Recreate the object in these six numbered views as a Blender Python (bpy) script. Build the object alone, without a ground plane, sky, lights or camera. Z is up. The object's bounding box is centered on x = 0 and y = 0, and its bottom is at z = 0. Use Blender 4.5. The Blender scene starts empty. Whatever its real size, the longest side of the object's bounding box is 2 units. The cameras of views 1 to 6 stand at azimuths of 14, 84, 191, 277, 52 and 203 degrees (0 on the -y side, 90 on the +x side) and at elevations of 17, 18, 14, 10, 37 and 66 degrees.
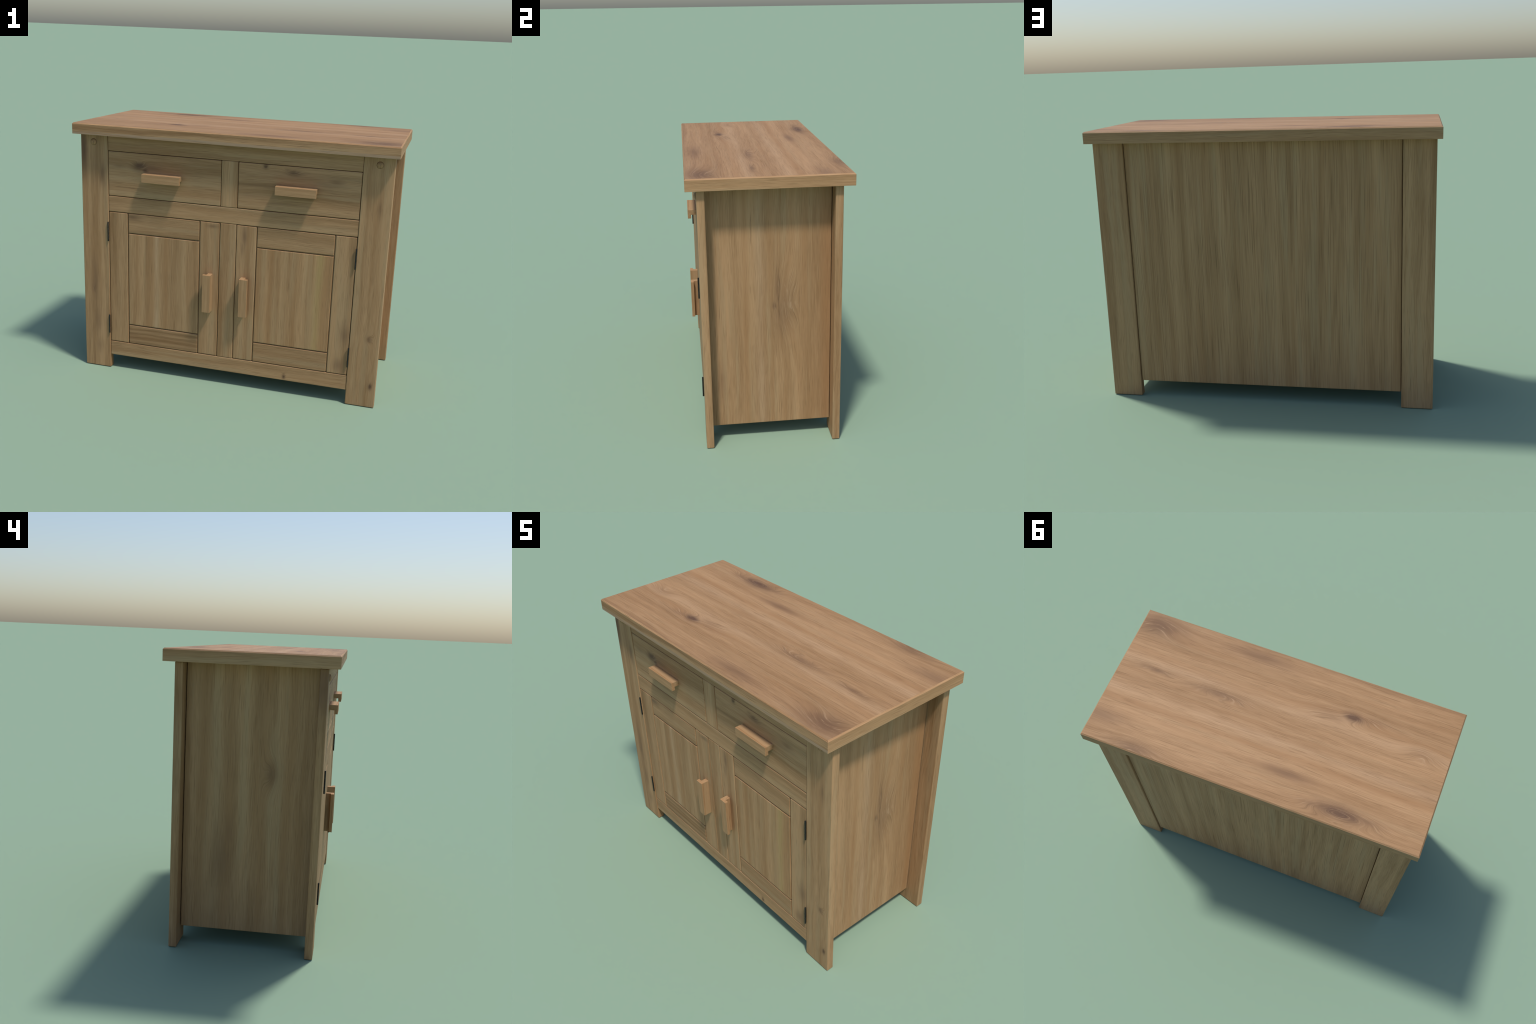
import bpy, bmesh, math
from mathutils import Vector

# ------------------------------------------------------------------ materials
LIGHT = (0.448, 0.268, 0.135)
DARK = (0.265, 0.145, 0.064)
KNOT = (0.135, 0.072, 0.040)
RED = (0.335, 0.180, 0.080)
OLIVE = (0.405, 0.270, 0.145)
YELLOW = (0.400, 0.272, 0.112)
GREY = (0.360, 0.262, 0.185)
FLECK = (0.50, 0.335, 0.200)


class Nodes:
    """Small helper that chains math nodes inside one material."""

    def __init__(self, name):
        self.mat = bpy.data.materials.new(name)
        self.mat.use_nodes = True
        self.nt = self.mat.node_tree
        self.nt.nodes.clear()

    def add(self, kind, **props):
        n = self.nt.nodes.new(kind)
        for k, v in props.items():
            setattr(n, k, v)
        return n

    def put(self, sock, val):
        if hasattr(val, "is_linked") or hasattr(val, "links"):
            self.nt.links.new(val, sock)
        else:
            sock.default_value = val

    def m(self, op, a, b=0.0, c=None, clamp=False):
        n = self.add("ShaderNodeMath", operation=op, use_clamp=clamp)
        self.put(n.inputs[0], a)
        self.put(n.inputs[1], b)
        if c is not None:
            self.put(n.inputs[2], c)
        return n.outputs[0]

    def vec(self, x, y, z):
        n = self.add("ShaderNodeCombineXYZ")
        for s, v in zip(n.inputs, (x, y, z)):
            self.put(s, v)
        return n.outputs[0]

    def noise(self, vec, scale=1.0, detail=2.0, rough=0.5, distortion=0.0):
        n = self.add("ShaderNodeTexNoise")
        self.put(n.inputs["Vector"], vec)
        n.inputs["Scale"].default_value = scale
        n.inputs["Detail"].default_value = detail
        n.inputs["Roughness"].default_value = rough
        n.inputs["Distortion"].default_value = distortion
        return n.outputs["Fac"]

    def ramp(self, val, lo, hi):
        n = self.add("ShaderNodeMapRange", interpolation_type="SMOOTHSTEP")
        self.put(n.inputs["Value"], val)
        n.inputs["From Min"].default_value = lo
        n.inputs["From Max"].default_value = hi
        return n.outputs["Result"]

    def mix(self, fac, a, b):
        n = self.add("ShaderNodeMix", data_type="RGBA")
        self.put(n.inputs["Factor"], fac)
        self.put(n.inputs["A"], a if not isinstance(a, tuple) else (*a, 1.0))
        self.put(n.inputs["B"], b if not isinstance(b, tuple) else (*b, 1.0))
        return n.outputs["Result"]


def scaled(col, k, warm=1.0):
    return (col[0] * k * warm, col[1] * k, col[2] * k / warm)


def wood(name, grain, across, seed, knots=(), smudges=(), cracks=(), tone=1.0, warm=1.0,
         contrast=1.0, band=13.0, pores=1.0, stripes=0.0, pale_below=None, rim=None, streaks=(), wander=1.0, run=1.0, hue_mix=1.0):
    """Oak with the grain along one object axis.
    knots:   (u, v, length, width, swirl, darkness)  grain lines bend round it
    smudges: (u, v, length, width, darkness)         soft stain
    cracks:  (u0, u1, v, half_width)                 thin dark line along the grain
    streaks: (v, half_width, amount, colour)         long coloured band along the grain
    """
    g = Nodes(name)
    tc = g.add("ShaderNodeTexCoord")
    sep = g.add("ShaderNodeSeparateXYZ")
    g.nt.links.new(tc.outputs["Object"], sep.inputs[0])
    ax = {"x": sep.outputs[0], "y": sep.outputs[1], "z": sep.outputs[2]}
    third = [a for a in "xyz" if a not in (grain, across)][0]
    u, v, w = ax[grain], ax[across], ax[third]
    s = seed * 7.31
    us = g.m("ADD", u, s)
    # slow wander of the grain lines
    wob = g.noise(g.vec(g.m("MULTIPLY", us, 1.3), g.m("MULTIPLY", v, 3.0), s), 1.0, 2.0)
    wob2 = g.noise(g.vec(g.m("MULTIPLY", us, 6.0), g.m("MULTIPLY", v, 9.0), s + 3.0), 1.0, 2.0)
    ph = g.m("MULTIPLY_ADD", g.m("SUBTRACT", wob, 0.5), 0.040 * wander, v)
    ph = g.m("MULTIPLY_ADD", g.m("SUBTRACT", wob2, 0.5), 0.006 * wander, ph)
    # irregular offset so that knots are never perfect ovals
    jit = g.m("MULTIPLY", g.m("SUBTRACT", g.noise(
        g.vec(g.m("MULTIPLY", us, 14.0), g.m("MULTIPLY", v, 24.0), s + 9.0), 1.0, 3.0), 0.5), 0.9)
    dark = None
    ring = None
    for (ku, kv, a, b, swirl, d) in knots:
        du = g.m("DIVIDE", g.m("SUBTRACT", u, ku), a)
        dv = g.m("DIVIDE", g.m("SUBTRACT", v, kv), b)
        r2 = g.m("ADD", g.m("MULTIPLY", du, du), g.m("MULTIPLY", dv, dv))
        k = g.m("POWER", 2.718, g.m("MULTIPLY", r2, -1.0))
        ph = g.m("MULTIPLY_ADD", k, swirl * b, ph)
        kk = g.m("POWER", 2.718, g.m("MULTIPLY", g.m("MULTIPLY", r2, -1.5),
                                     g.m("ADD", 1.0, jit)))
        kk = g.m("MULTIPLY", kk, d)
        dark = kk if dark is None else g.m("MAXIMUM", dark, kk)
        ring = k if ring is None else g.m("MAXIMUM", ring, k)
    soft = None
    for (ku, kv, a, b, d) in smudges:
        du = g.m("DIVIDE", g.m("SUBTRACT", u, ku), a)
        dv = g.m("DIVIDE", g.m("SUBTRACT", v, kv), b)
        r2 = g.m("ADD", g.m("MULTIPLY", du, du), g.m("MULTIPLY", dv, dv))
        k = g.m("MULTIPLY", g.m("POWER", 2.718, g.m("MULTIPLY", g.m("MULTIPLY", r2, -1.0),
                                                    g.m("ADD", 1.0, jit))), d * 1.8)
        soft = k if soft is None else g.m("MAXIMUM", soft, k)

    bands = g.noise(g.vec(g.m("MULTIPLY", us, 0.55), g.m("MULTIPLY", ph, band), g.m("MULTIPLY_ADD", w, band, s)), 1.0, 2.0)
    mids = g.noise(g.vec(g.m("MULTIPLY", us, 2.2), g.m("MULTIPLY", ph, band * 4.0), g.m("MULTIPLY_ADD", w, band * 4.0, s)), 1.0, 3.0, 0.6)
    fine = g.noise(g.vec(g.m("MULTIPLY", us, 7.0 * run), g.m("MULTIPLY", ph, 220.0), g.m("MULTIPLY_ADD", w, 210.0, s)), 1.0, 3.0, 0.65)
    pore = g.noise(g.vec(g.m("MULTIPLY", us, 8.0 * run), g.m("MULTIPLY", ph, 310.0), g.m("MULTIPLY_ADD", w, 300.0, s + 5)), 1.0, 1.0)
    val = g.m("MULTIPLY", g.m("SUBTRACT", bands, 0.5), 2.3 * contrast)
    val = g.m("MULTIPLY_ADD", g.m("SUBTRACT", mids, 0.5), 0.75 * contrast, val)
    val = g.m("MULTIPLY_ADD", g.m("SUBTRACT", fine, 0.5), 1.5, val)
    if stripes:
        wv = g.m("SINE", g.m("MULTIPLY_ADD", mids, 5.0, g.m("MULTIPLY", ph, 210.0)))
        val = g.m("MULTIPLY_ADD", wv, stripes, val)
    val = g.m("ADD", val, 0.60, clamp=True)
    col = g.mix(val, scaled(DARK, tone, warm), scaled(LIGHT, tone, warm))
    # hue drift: some streaks greyer, some redder
    hue = g.noise(g.vec(g.m("MULTIPLY", us, 0.9), g.m("MULTIPLY", ph, 19.0), g.m("MULTIPLY_ADD", w, 19.0, s + 21)), 1.0, 2.0)
    col = g.mix(g.m("MULTIPLY", g.ramp(hue, 0.52, 0.68), 0.5 * hue_mix), col, scaled(RED, tone, warm))
    col = g.mix(g.m("MULTIPLY", g.ramp(hue, 0.48, 0.32), 0.5 * hue_mix), col, scaled(OLIVE, tone, warm))
    for (kv, hw, amount, colour) in streaks:
        t = g.m("DIVIDE", g.m("SUBTRACT", ph, kv), hw)
        k = g.m("POWER", 2.718, g.m("MULTIPLY", g.m("MULTIPLY", t, t), -1.0))
        lf = g.ramp(g.noise(g.vec(g.m("MULTIPLY", us, 2.0), kv * 50.0, s), 1.0, 2.0), 0.25, 0.6)
        k = g.m("MULTIPLY", k, g.m("MULTIPLY", g.m("MULTIPLY_ADD", lf, 0.6, 0.4), g.m("MULTIPLY_ADD", fine, 0.9, 0.5)))
        col = g.mix(g.m("MULTIPLY", k, amount, clamp=True), col, scaled(colour, tone))
    pf = g.m("MULTIPLY", g.ramp(pore, 0.57, 0.72), 0.36 * pores)
    col = g.mix(pf, col, scaled(DARK, 0.62 * tone, warm))
    if soft is not None:
        col = g.mix(g.m("MULTIPLY", soft, g.m("MULTIPLY_ADD", fine, 0.6, 0.7), clamp=True), col, scaled(KNOT, 1.15 * tone))
    if dark is not None:
        rings = g.noise(g.vec(g.m("MULTIPLY", us, 9.0), g.m("MULTIPLY", ph, 190.0), s + 2.0), 1.0, 3.0, 0.6)
        # pale flecks that curl round the knot
        fl = g.m("MULTIPLY", g.ramp(rings, 0.58, 0.66), g.m("MULTIPLY", ring, g.m("MULTIPLY_ADD", dark, -0.35, 0.55)))
        df = g.m("MULTIPLY", dark, g.m("MULTIPLY_ADD", rings, -1.6, 1.95), clamp=True)
        col = g.mix(df, col, scaled(KNOT, tone))
        col = g.mix(fl, col, scaled(FLECK, tone))
    for (u0, u1, kv, hw) in cracks:
        t = g.m("SUBTRACT", v, g.m("MULTIPLY_ADD", g.m("SUBTRACT", wob2, 0.5), 0.02, kv))
        line = g.ramp(g.m("ABSOLUTE", t), hw * 1.6, hw * 0.3)
        du = g.m("ABSOLUTE", g.m("SUBTRACT", u, (u0 + u1) / 2))
        ends = g.ramp(du, abs(u1 - u0) * 0.5, abs(u1 - u0) * 0.28)
        brk = g.ramp(fine, 0.35, 0.6)
        col = g.mix(g.m("MULTIPLY", g.m("MULTIPLY", line, ends), g.m("MULTIPLY_ADD", brk, 0.5, 0.35)),
                    col, scaled(KNOT, 0.55 * tone))
    if pale_below is not None:
        t = g.m("MULTIPLY_ADD", g.m("SUBTRACT", wob2, 0.5), 0.010, v)
        col = g.mix(g.m("MULTIPLY", g.m("MULTIPLY", g.ramp(t, pale_below + 0.003, pale_below - 0.002), g.ramp(mids, 0.3, 0.55)), 0.6), col, scaled(GREY, tone))
    if rim is not None:
        rr = g.m("SQRT", g.m("ADD", g.m("MULTIPLY", u, u), g.m("MULTIPLY", v, v)))
        col = g.mix(g.m("MULTIPLY", g.ramp(rr, rim * 0.72, rim * 0.98), 0.6), col, scaled(KNOT, 0.8))
    bsdf = g.add("ShaderNodeBsdfPrincipled")
    g.put(bsdf.inputs["Base Color"], col)
    bsdf.inputs["Roughness"].default_value = 0.62
    bsdf.inputs["Specular IOR Level"].default_value = 0.25
    bump = g.add("ShaderNodeBump")
    bump.inputs["Strength"].default_value = 0.25
    bump.inputs["Distance"].default_value = 0.002
    g.put(bump.inputs["Height"], g.m("MULTIPLY_ADD", pf, -1.5, fine))
    g.put(bsdf.inputs["Normal"], bump.outputs[0])
    out = g.add("ShaderNodeOutputMaterial")
    g.put(out.inputs["Surface"], bsdf.outputs[0])
    return g.mat


def black_metal():
    g = Nodes("blackened_steel")
    tc = g.add("ShaderNodeTexCoord")
    n = g.noise(tc.outputs["Object"], 180.0, 2.0)
    bsdf = g.add("ShaderNodeBsdfPrincipled")
    g.put(bsdf.inputs["Base Color"], g.mix(n, (0.006, 0.007, 0.006), (0.016, 0.017, 0.015)))
    bsdf.inputs["Roughness"].default_value = 0.5
    bsdf.inputs["Metallic"].default_value = 0.2
    out = g.add("ShaderNodeOutputMaterial")
    g.put(out.inputs["Surface"], bsdf.outputs[0])
    return g.mat


# ------------------------------------------------------------------ geometry
def finish(bm, name, centre, mats, parent, smooth=False):
    me = bpy.data.meshes.new(name)
    bm.to_mesh(me)
    bm.free()
    for p in me.polygons:
        p.use_smooth = smooth
    for m in mats:
        me.materials.append(m)
    ob = bpy.data.objects.new(name, me)
    bpy.context.scene.collection.objects.link(ob)
    place(ob, centre, parent)
    if smooth:
        me.set_sharp_from_angle(angle=math.radians(35))
    return ob


WORLD = {}


def place(ob, centre, parent):
    WORLD[ob.name] = Vector(centre)
    ob.parent = parent
    base = WORLD.get(parent.name, Vector((0, 0, 0))) if parent else Vector((0, 0, 0))
    ob.location = Vector(centre) - base


def board_mesh(size, bevel, segments=2):
    bm = bmesh.new()
    bmesh.ops.create_cube(bm, size=1.0)
    bmesh.ops.scale(bm, vec=size, verts=bm.verts)
    if bevel > 0:
        bmesh.ops.bevel(bm, geom=list(bm.edges), offset=bevel, segments=segments,
                        profile=0.5, affect="EDGES")
    return bm


def board(name, lo, hi, bevel, parent, mats, assign=None):
    """A board from corner lo to corner hi with rounded edges."""
    lo, hi = Vector(lo), Vector(hi)
    bm = board_mesh(hi - lo, bevel)
    if assign:
        for f in bm.faces:
            f.material_index = assign(f.normal)
    return finish(bm, name, (lo + hi) / 2, mats if isinstance(mats, (list, tuple)) else [mats], parent)


def local(centre, pts, iu, iv):
    """Shift (u, v, ...) tuples given in world metres to part coordinates."""
    return [(p[0] - centre[iu], p[1] - centre[iv], *p[2:]) for p in pts]


def grip_mesh(length, height=0.052, depth=0.050, lip=0.0195, block=0.030, bevel=0.0012):
    """L-shaped bar: a block against the front and a lip hanging from it.
    Runs along x, the lip hangs towards -z, +y lies on the front board."""
    h = height
    prof = [(0, 0), (-depth, 0), (-depth, -h), (-depth + lip, -h), (-depth + lip, -block), (0, -block)]
    bm = bmesh.new()
    a = [bm.verts.new((-length / 2, y, z + h / 2)) for y, z in prof]
    b = [bm.verts.new((length / 2, y, z + h / 2)) for y, z in prof]
    bm.faces.new(a)
    bm.faces.new(list(reversed(b)))
    n = len(prof)
    for i in range(n):
        j = (i + 1) % n
        bm.faces.new((a[j], a[i], b[i], b[j]))
    bmesh.ops.recalc_face_normals(bm, faces=bm.faces)
    bmesh.ops.bevel(bm, geom=list(bm.edges), offset=bevel, segments=2, profile=0.5, affect="EDGES")
    return bm


def peg_mesh(radius, rise, rings=8, segs=40):
    """Domed dowel end facing -y."""
    bm = bmesh.new()
    sph = (radius ** 2 + rise ** 2) / (2 * rise)
    loops = []
    top = bm.verts.new((0, -rise, 0))
    for i in range(1, rings + 1):
        r = radius * i / rings
        y = -(math.sqrt(sph ** 2 - r ** 2) - (sph - rise))
        loops.append([bm.verts.new((r * math.cos(2 * math.pi * k / segs), y, r * math.sin(2 * math.pi * k / segs)))
                      for k in range(segs)])
    loops.append([bm.verts.new((v.co.x, 0.006, v.co.z)) for v in loops[-1]])
    for k in range(segs):
        bm.faces.new((top, loops[0][k], loops[0][(k + 1) % segs]))
    for a, b in zip(loops, loops[1:]):
        for k in range(segs):
            j = (k + 1) % segs
            bm.faces.new((a[k], b[k], b[j], a[j]))
    bm.faces.new(loops[-1])
    bmesh.ops.recalc_face_normals(bm, faces=bm.faces)
    return bm


def hinge_mesh(radius, length):
    """Hinge barrel of three knuckles."""
    bm = bmesh.new()
    n = 3
    gap = 0.0008
    part = (length - gap * (n - 1)) / n
    for i in range(n):
        z = -length / 2 + part / 2 + i * (part + gap)
        r = bmesh.ops.create_cone(bm, cap_ends=True, segments=20, radius1=radius, radius2=radius, depth=part)
        bmesh.ops.translate(bm, vec=(0, 0, z), verts=r["verts"])
    rims = [e for e in bm.edges if abs(e.verts[0].co.z - e.verts[1].co.z) < 1e-6]
    bmesh.ops.bevel(bm, geom=rims, offset=0.0009, segments=2, profile=0.5, affect="EDGES")
    r = bmesh.ops.create_cone(bm, cap_ends=True, segments=16, radius1=radius * 0.8, radius2=radius * 0.8, depth=length * 0.98)
    return bm


# ------------------------------------------------------------------ the sideboard
root = bpy.data.objects.new("oak_sideboard", None)
bpy.context.scene.collection.objects.link(root)
root["label"] = "rustic oak sideboard with two drawers above two panelled doors"
root["category"] = "sideboard"
WORLD[root.name] = Vector((0, 0, 0))

TOP_Z0, TOP_Z1 = 1.560, 1.6278
HX, HY = 1.0, 0.4562
POST_OUT, POST_IN = 0.9732, 0.7935
POST_F, POST_B = 0.397, 0.353
FRONT = -0.3935           # face of rails, drawers and doors
BASE = 0.0925             # underside of the carcass
GAP = 0.003

# tabletop ----------------------------------------------------------
tc = (0, 0, (TOP_Z0 + TOP_Z1) / 2)
top_face = wood(
    "oak_tabletop", "x", "y", 1.0, band=10.0, contrast=0.75, tone=0.95, hue_mix=0.45,
    knots=[(-0.405, -0.203, 0.080, 0.034, 1.2, 0.95),
           (-0.29, -0.175, 0.17, 0.045, 0.8, 0.22),
           (-0.50, -0.215, 0.14, 0.030, 0.8, 0.30),
           (-0.530, 0.372, 0.170, 0.050, 1.7, 0.90),
           (-0.43, 0.378, 0.16, 0.030, 0.7, 0.45),
           (-0.64, 0.368, 0.16, 0.034, 0.7, 0.45),
           (0.890, -0.370, 0.150, 0.075, 1.0, 0.52),
           (0.365, -0.066, 0.200, 0.034, 1.5, 0.48),
           (0.770, -0.080, 0.130, 0.020, 1.2, 0.48),
           (0.680, 0.430, 0.160, 0.050, 1.1, 0.50),
           (-0.838, -0.117, 0.110, 0.045, 1.2, 0.20)],
    smudges=[(-0.17, 0.262, 0.15, 0.030, 0.34), (0.245, -0.386, 0.22, 0.045, 0.30),
             (0.0, -0.46, 2.5, 0.030, 0.18), (0.86, -0.42, 0.25, 0.10, 0.22),
             (0.95, 0.30, 0.14, 0.05, 0.26), (0.62, -0.40, 0.2, 0.05, 0.10)],
    streaks=[(0.162, 0.020, 0.8, RED), (-0.175, 0.020, 0.7, RED), (0.03, 0.016, 0.4, RED), (-0.30, 0.03, 0.35, RED),
             (0.10, 0.03, 0.3, FLECK), (-0.11, 0.03, 0.3, FLECK), (0.27, 0.03, 0.25, RED)])
edge_front = wood("oak_edge_band", "x", "z", 2.0, band=30.0, tone=0.93, contrast=1.3, pores=1.6, pale_below=-0.0165)
edge_back = wood("oak_edge_band", "x", "z", 4.0, band=22.0, tone=0.98, contrast=0.6)
edge_short = wood("oak_end_band", "y", "z", 3.0, band=12.0, tone=1.03, contrast=0.5)


def top_slots(n):
    if n.z > 0.98 or n.z < -0.98:
        return 0
    if abs(n.y) >= abs(n.x):
        return 1 if n.y < 0 else 2
    return 3


def tabletop_mesh(size, chamfer):
    """Slab whose upper arrises carry a flat chamfer; the lower ones are crisp."""
    bm = board_mesh(size, 0.0)
    upper = [e for e in bm.edges if all(v.co.z > 0 for v in e.verts)]
    bmesh.ops.bevel(bm, geom=upper, offset=chamfer, segments=1, profile=0.5, affect="EDGES")
    rest = [e for e in bm.edges if len(e.link_faces) == 2 and e.calc_face_angle(0) > 1.2]
    bmesh.ops.bevel(bm, geom=rest, offset=0.001, segments=1, profile=0.5, affect="EDGES")
    for f in bm.faces:
        f.material_index = top_slots(f.normal)
    return bm


slab = tabletop_mesh(Vector((2 * HX, 2 * HY, TOP_Z1 - TOP_Z0)), 0.0068)
finish(slab, "tabletop", tc, [top_face, edge_front, edge_back, edge_short], root)

# posts -------------------------------------------------------------
post_specs = [
    ("fl", -1, -1, dict(knots=[(0.546, -0.905, 0.03, 0.016, 1.0, 0.25)],
                        smudges=[(1.46, -0.956, 0.16, 0.028, 0.55), (1.50, -0.945, 0.07, 0.018, 0.45), (1.317, -0.831, 0.07, 0.020, 0.38), (1.38, -0.88, 0.12, 0.03, 0.14),
                                 (0.60, -0.895, 0.16, 0.025, 0.26), (0.33, -0.882, 0.09, 0.022, 0.24),
                                 (0.15, -0.87, 0.05, 0.02, 0.18)])),
    ("fr", 1, -1, dict(knots=[(0.449, 0.910, 0.028, 0.022, 1.6, 0.55), (0.141, 0.9394, 0.028, 0.014, 1.0, 0.95)],
                       smudges=[(1.26, 0.905, 0.05, 0.012, 0.25)])),
    ("bl", -1, 1, dict()),
    ("br", 1, 1, dict()),
]
for i, (tag, sx, sy, kw) in enumerate(post_specs):
    xa, xb = sorted((sx * POST_IN, sx * POST_OUT))
    ya, yb = sorted((sy * POST_F, sy * POST_B))
    c = ((xa + xb) / 2, (ya + yb) / 2, TOP_Z0 / 2)
    kn = local(c, kw.get("knots", []), 2, 0)
    sm = local(c, kw.get("smudges", []), 2, 0)
    mat = wood("oak_post", "z", "x", 11.0 + i, kn, sm, band=15.0)
    board("post", (xa, ya, 0.0), (xb, yb, TOP_Z0 - 0.001), 0.004, root, mat)

# carcass panels ----------------------------------------------------
SIDE = 0.8815
PANEL_Z0 = 0.0955
for sx in (1, -1):
    face = SIDE if sx > 0 else SIDE + 0.009
    xa, xb = sorted((sx * face, sx * (SIDE - 0.022)))
    c = ((xa + xb) / 2, 0, (PANEL_Z0 + TOP_Z0) / 2)
    if sx > 0:
        kn = [(0.870, 0.100, 0.20, 0.060, 0.9, 0.22), (0.97, 0.045, 0.14, 0.020, 0.8, 0.34), (0.846, 0.026, 0.026, 0.014, 0.8, 0.60)]
        sm = [(0.38, -0.289, 0.12, 0.02, 0.18), (0.80, 0.06, 0.12, 0.05, 0.16)]
        cr = [(1.05, 0.74, 0.052, 0.0013), (0.95, 0.78, 0.166, 0.0009), (1.43, 1.20, -0.105, 0.0010)]
    else:
        kn = [(0.985, -0.120, 0.085, 0.040, 1.4, 0.44)]
        sm = [(0.50, 0.135, 0.16, 0.06, 0.22), (0.65, 0.10, 0.10, 0.03, 0.18)]
        cr = []
    mat = wood("oak_side_panel", "z", "y", 21.0 + sx, local(c, kn, 2, 1), local(c, sm, 2, 1),
               [(a - c[2], b - c[2], v, hw) for a, b, v, hw in cr], band=11.0, contrast=0.8,
               streaks=[(-0.143, 0.020, 0.6, RED), (0.000, 0.016, 0.45, RED), (0.205, 0.024, 0.6, RED),
                        (0.318, 0.028, 0.8, RED), (-0.06, 0.03, 0.4, FLECK)] if sx > 0 else
               [(0.247, 0.024, 0.7, RED), (0.104, 0.022, 0.6, RED), (-0.079, 0.022, 0.7, RED),
                (-0.212, 0.020, 0.6, RED), (0.18, 0.03, 0.35, OLIVE)])
    board("side_panel", (xa, -POST_B + 0.001, PANEL_Z0), (xb, POST_B - 0.004, TOP_Z0 - 0.001), 0.0025, root, mat)

board("back_panel", (-POST_IN + 0.003, 0.364, PANEL_Z0), (POST_IN - 0.003, 0.385, TOP_Z0 - 0.001), 0.0025, root,
      wood("oak_back_panel", "z", "x", 31.0, band=16.0, contrast=0.7, pores=1.7, wander=0.4, run=0.4))
board("bottom_panel", (-SIDE + 0.022, -0.345, BASE + 0.006), (SIDE - 0.022, 0.363, BASE + 0.024), 0.001, root,
      wood("oak_bottom_panel", "x", "y", 33.0))

# front frame -------------------------------------------------------
Z_TOPRAIL, Z_DRAW0, Z_MID0, Z_BOT1 = 1.4625, 1.1775, 1.0770, 0.1900
X_DIV = 0.0515
RAIL_BACK = FRONT + 0.040


def front_board(name, x0, x1, z0, z1, seed, grain, bevel=0.0042, face=FRONT, back=RAIL_BACK, parent=root,
                knots=(), smudges=(), cracks=(), **kw):
    c = ((x0 + x1) / 2, (face + back) / 2, (z0 + z1) / 2)
    iu, iv = (0, 2) if grain == "x" else (2, 0)
    kn, sm = local(c, knots, iu, iv), local(c, smudges, iu, iv)
    cr = [(a - c[iu], b - c[iu], v - c[iv], hw) for a, b, v, hw in cracks]
    mat = wood("oak_" + name, grain, "z" if grain == "x" else "x", seed, kn, sm, cr, **kw)
    return board(name, (x0, face, z0), (x1, back, z1), bevel, parent, mat)


XI = POST_IN - 0.001
front_board("top_rail", -XI, XI, Z_TOPRAIL, TOP_Z0 - 0.001, 41, "x")
front_board("middle_rail", -XI, XI, Z_MID0, Z_DRAW0, 42, "x")
front_board("bottom_rail", -XI, XI, BASE, Z_BOT1, 43, "x", knots=[(0.3954, 0.1183, 0.013, 0.020, 0.7, 0.85)])
front_board("drawer_divider", -X_DIV, X_DIV, Z_DRAW0 + 0.0008, Z_TOPRAIL - 0.0008, 44, "z")
front_board("door_divider", -X_DIV, X_DIV, Z_BOT1 + 0.0008, Z_MID0 - 0.0008, 45, "z")

# dowel ends --------------------------------------------------------
peg_mat = wood("oak_peg", "z", "x", 51, band=25.0, tone=0.95, cracks=[(-0.03, 0.012, 0.003, 0.0012)], rim=0.0212)
for sx in (-1, 1):
    finish(peg_mesh(0.0212, 0.012), "peg", (sx * 0.886, -POST_F, 1.5105), [peg_mat], root, True)

grip_wood = wood("oak_handle", "x", "z", 52, band=30.0, contrast=0.6, tone=1.0)
steel = black_metal()
grip_data = None


def add_grip(centre, parent, turn):
    """The drawer grip lies along x; the door grip is the same bar stood on end."""
    global grip_data
    if grip_data is None:
        ob = finish(grip_mesh(0.246), "handle", centre, [grip_wood], parent)
        grip_data = ob.data
    else:
        ob = bpy.data.objects.new("handle", grip_data)
        bpy.context.scene.collection.objects.link(ob)
        place(ob, centre, parent)
    ob.rotation_euler = (0, turn, 0)
    return ob


# drawers -----------------------------------------------------------
DRAWER_BACK = FRONT + 0.030
for sx in (-1, 1):
    x0, x1 = sorted((sx * (X_DIV + GAP), sx * (POST_IN - GAP)))
    if sx < 0:
        kw = dict(knots=[(-0.580, 1.383, 0.050, 0.028, 1.2, 0.95), (-0.545, 1.357, 0.022, 0.014, 0.8, 0.95)],
                  smudges=[(-0.52, 1.375, 0.10, 0.025, 0.30), (-0.72, 1.37, 0.04, 0.012, 0.20)],
                  cracks=[(-0.76, -0.58, 1.24, 0.0016)])
    else:
        kw = dict(knots=[(0.2198, 1.4451, 0.020, 0.017, 1.6, 0.85), (0.392, 1.421, 0.055, 0.020, 1.0, 0.70),
                         (0.354, 1.437, 0.025, 0.010, 1.0, 0.40)],
                  smudges=[(0.642, 1.388, 0.05, 0.022, 0.30), (0.60, 1.37, 0.12, 0.02, 0.20),
                           (0.12, 1.33, 0.20, 0.008, 0.16), (0.14, 1.26, 0.12, 0.010, 0.14), (0.35, 1.23, 0.15, 0.008, 0.14),
                           (0.42, 1.40, 0.30, 0.03, 0.10)], contrast=1.5)
    d = front_board("drawer", x0, x1, Z_DRAW0 + GAP, Z_TOPRAIL - GAP, 61 + sx, "x", back=DRAWER_BACK, **kw)
    gx = -0.427 if sx < 0 else 0.4145
    add_grip((gx, FRONT, 1.316), d, 0.0)

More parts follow.
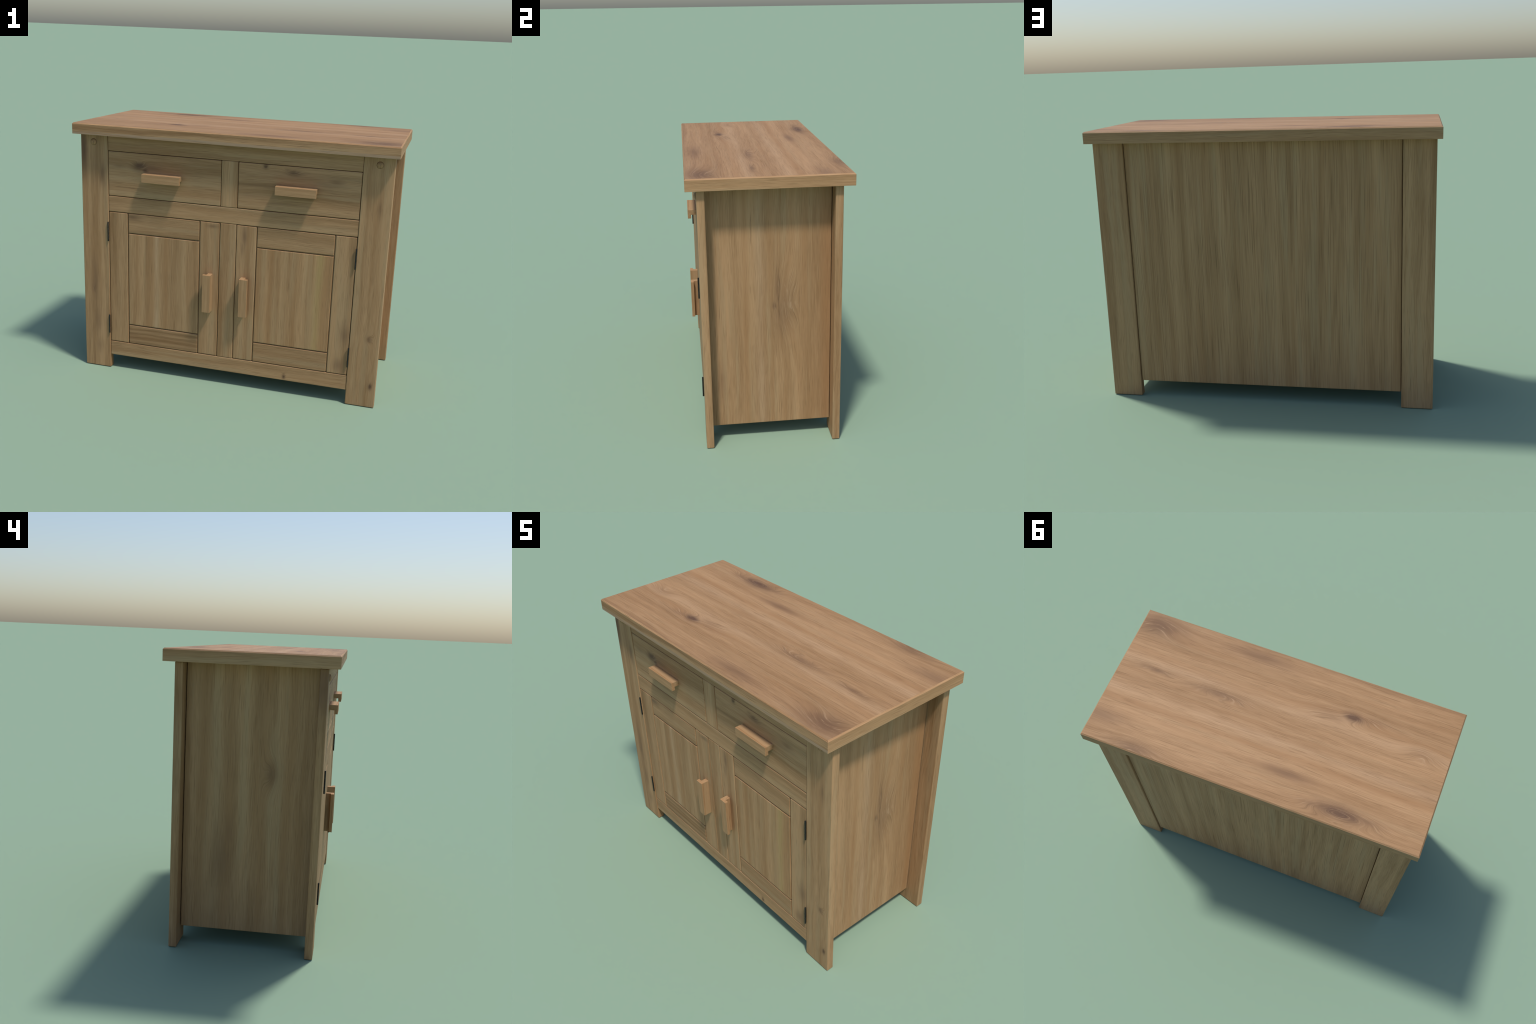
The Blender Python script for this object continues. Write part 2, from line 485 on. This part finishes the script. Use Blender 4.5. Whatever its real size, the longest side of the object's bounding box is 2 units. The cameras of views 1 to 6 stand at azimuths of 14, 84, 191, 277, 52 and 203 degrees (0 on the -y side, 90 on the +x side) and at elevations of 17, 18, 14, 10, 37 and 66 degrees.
# doors -------------------------------------------------------------
DZ0, DZ1 = Z_BOT1 + GAP, Z_MID0 - GAP
STILE = 0.1285
PZ0, PZ1 = 0.3225, 0.945
hinge_data = None
core_wood = wood("oak_door_core", "z", "x", 71, tone=0.8)
for sx in (-1, 1):
    xin, xout = sx * (X_DIV + GAP), sx * (POST_IN - GAP)
    x0, x1 = sorted((xin, xout))
    door = board("door", (x0 + 0.001, FRONT + 0.010, DZ0 + 0.001), (x1 - 0.001, FRONT + 0.028, DZ1 - 0.001), 0.001,
                 root, core_wood)
    g = GAP * 0.9
    pback = FRONT + 0.0105
    # stiles
    inner = sorted((xin, xin + sx * (STILE - g)))
    outer = sorted((xout, xout - sx * (STILE - g)))
    left = sx < 0
    front_board("stile", *inner, DZ0, DZ1, 72 + sx, "z", 0.0046, FRONT, pback, door, tone=0.98,
                smudges=[(1.05, -0.0997, 0.012, 0.035, 0.32)] if left else
                [(1.01, 0.1045, 0.06, 0.016, 0.36), (0.93, 0.094, 0.05, 0.012, 0.22), (0.70, 0.12, 0.07, 0.02, 0.18)])
    front_board("stile", *outer, DZ0, DZ1, 76 + sx, "z", 0.0046, FRONT, pback, door, tone=0.98,
                smudges=[] if left else [(0.455, 0.757, 0.06, 0.03, 0.28), (0.25, 0.735, 0.05, 0.035, 0.30)])
    a, b = sorted((xin + sx * (STILE + g), xout - sx * (STILE + g)))
    front_board("door_rail", a, b, PZ1 + g, DZ1, 80 + sx, "x", 0.0046, FRONT, pback, door, tone=0.95,
                smudges=[(-0.63, 1.052, 0.05, 0.018, 0.36)] if left else [], contrast=0.6)
    front_board("door_rail", a, b, DZ0, PZ0 - g, 84 + sx, "x", 0.0046, FRONT, pback, door, tone=0.80 if left else 0.95,
                stripes=0.34 if left else 0.0, contrast=0.5, warm=1.02 if left else 1.0)
    front_board("panel", a, b, PZ0 + g, PZ1 - g, 88 + sx, "z", 0.0046, FRONT, pback, door, band=17.0, tone=1.0 if left else 1.04,
                contrast=0.8, warm=1.0 if left else 1.02,
                streaks=[(v - (a + b) / 2, hw, k, c) for v, hw, k, c in (
                    [(-0.524, 0.018, 0.6, RED), (-0.405, 0.020, 0.7, RED), (-0.205, 0.020, 0.5, RED),
                     (-0.470, 0.016, 0.6, FLECK), (-0.30, 0.03, 0.3, OLIVE)] if left else
                    [(0.285, 0.018, 0.8, RED), (0.435, 0.016, 0.7, RED), (0.625, 0.014, 0.6, RED),
                     (0.575, 0.024, 0.7, YELLOW), (0.235, 0.02, 0.5, OLIVE), (0.36, 0.03, 0.4, OLIVE)])])
    # grip: block towards the middle of the sideboard, lip towards the hinges
    add_grip((sx * 0.1185, FRONT, 0.6215), door, math.pi / 2 if left else -math.pi / 2)
    # hinge barrels
    for hz in (0.9445, 0.3135):
        c = (-0.7952 if left else 0.7915, -0.4022, hz)
        if hinge_data is None:
            ob = finish(hinge_mesh(0.0046, 0.127), "hinge", c, [steel], door, True)
            hinge_data = ob.data
        else:
            ob = bpy.data.objects.new("hinge", hinge_data)
            bpy.context.scene.collection.objects.link(ob)
            place(ob, c, door)
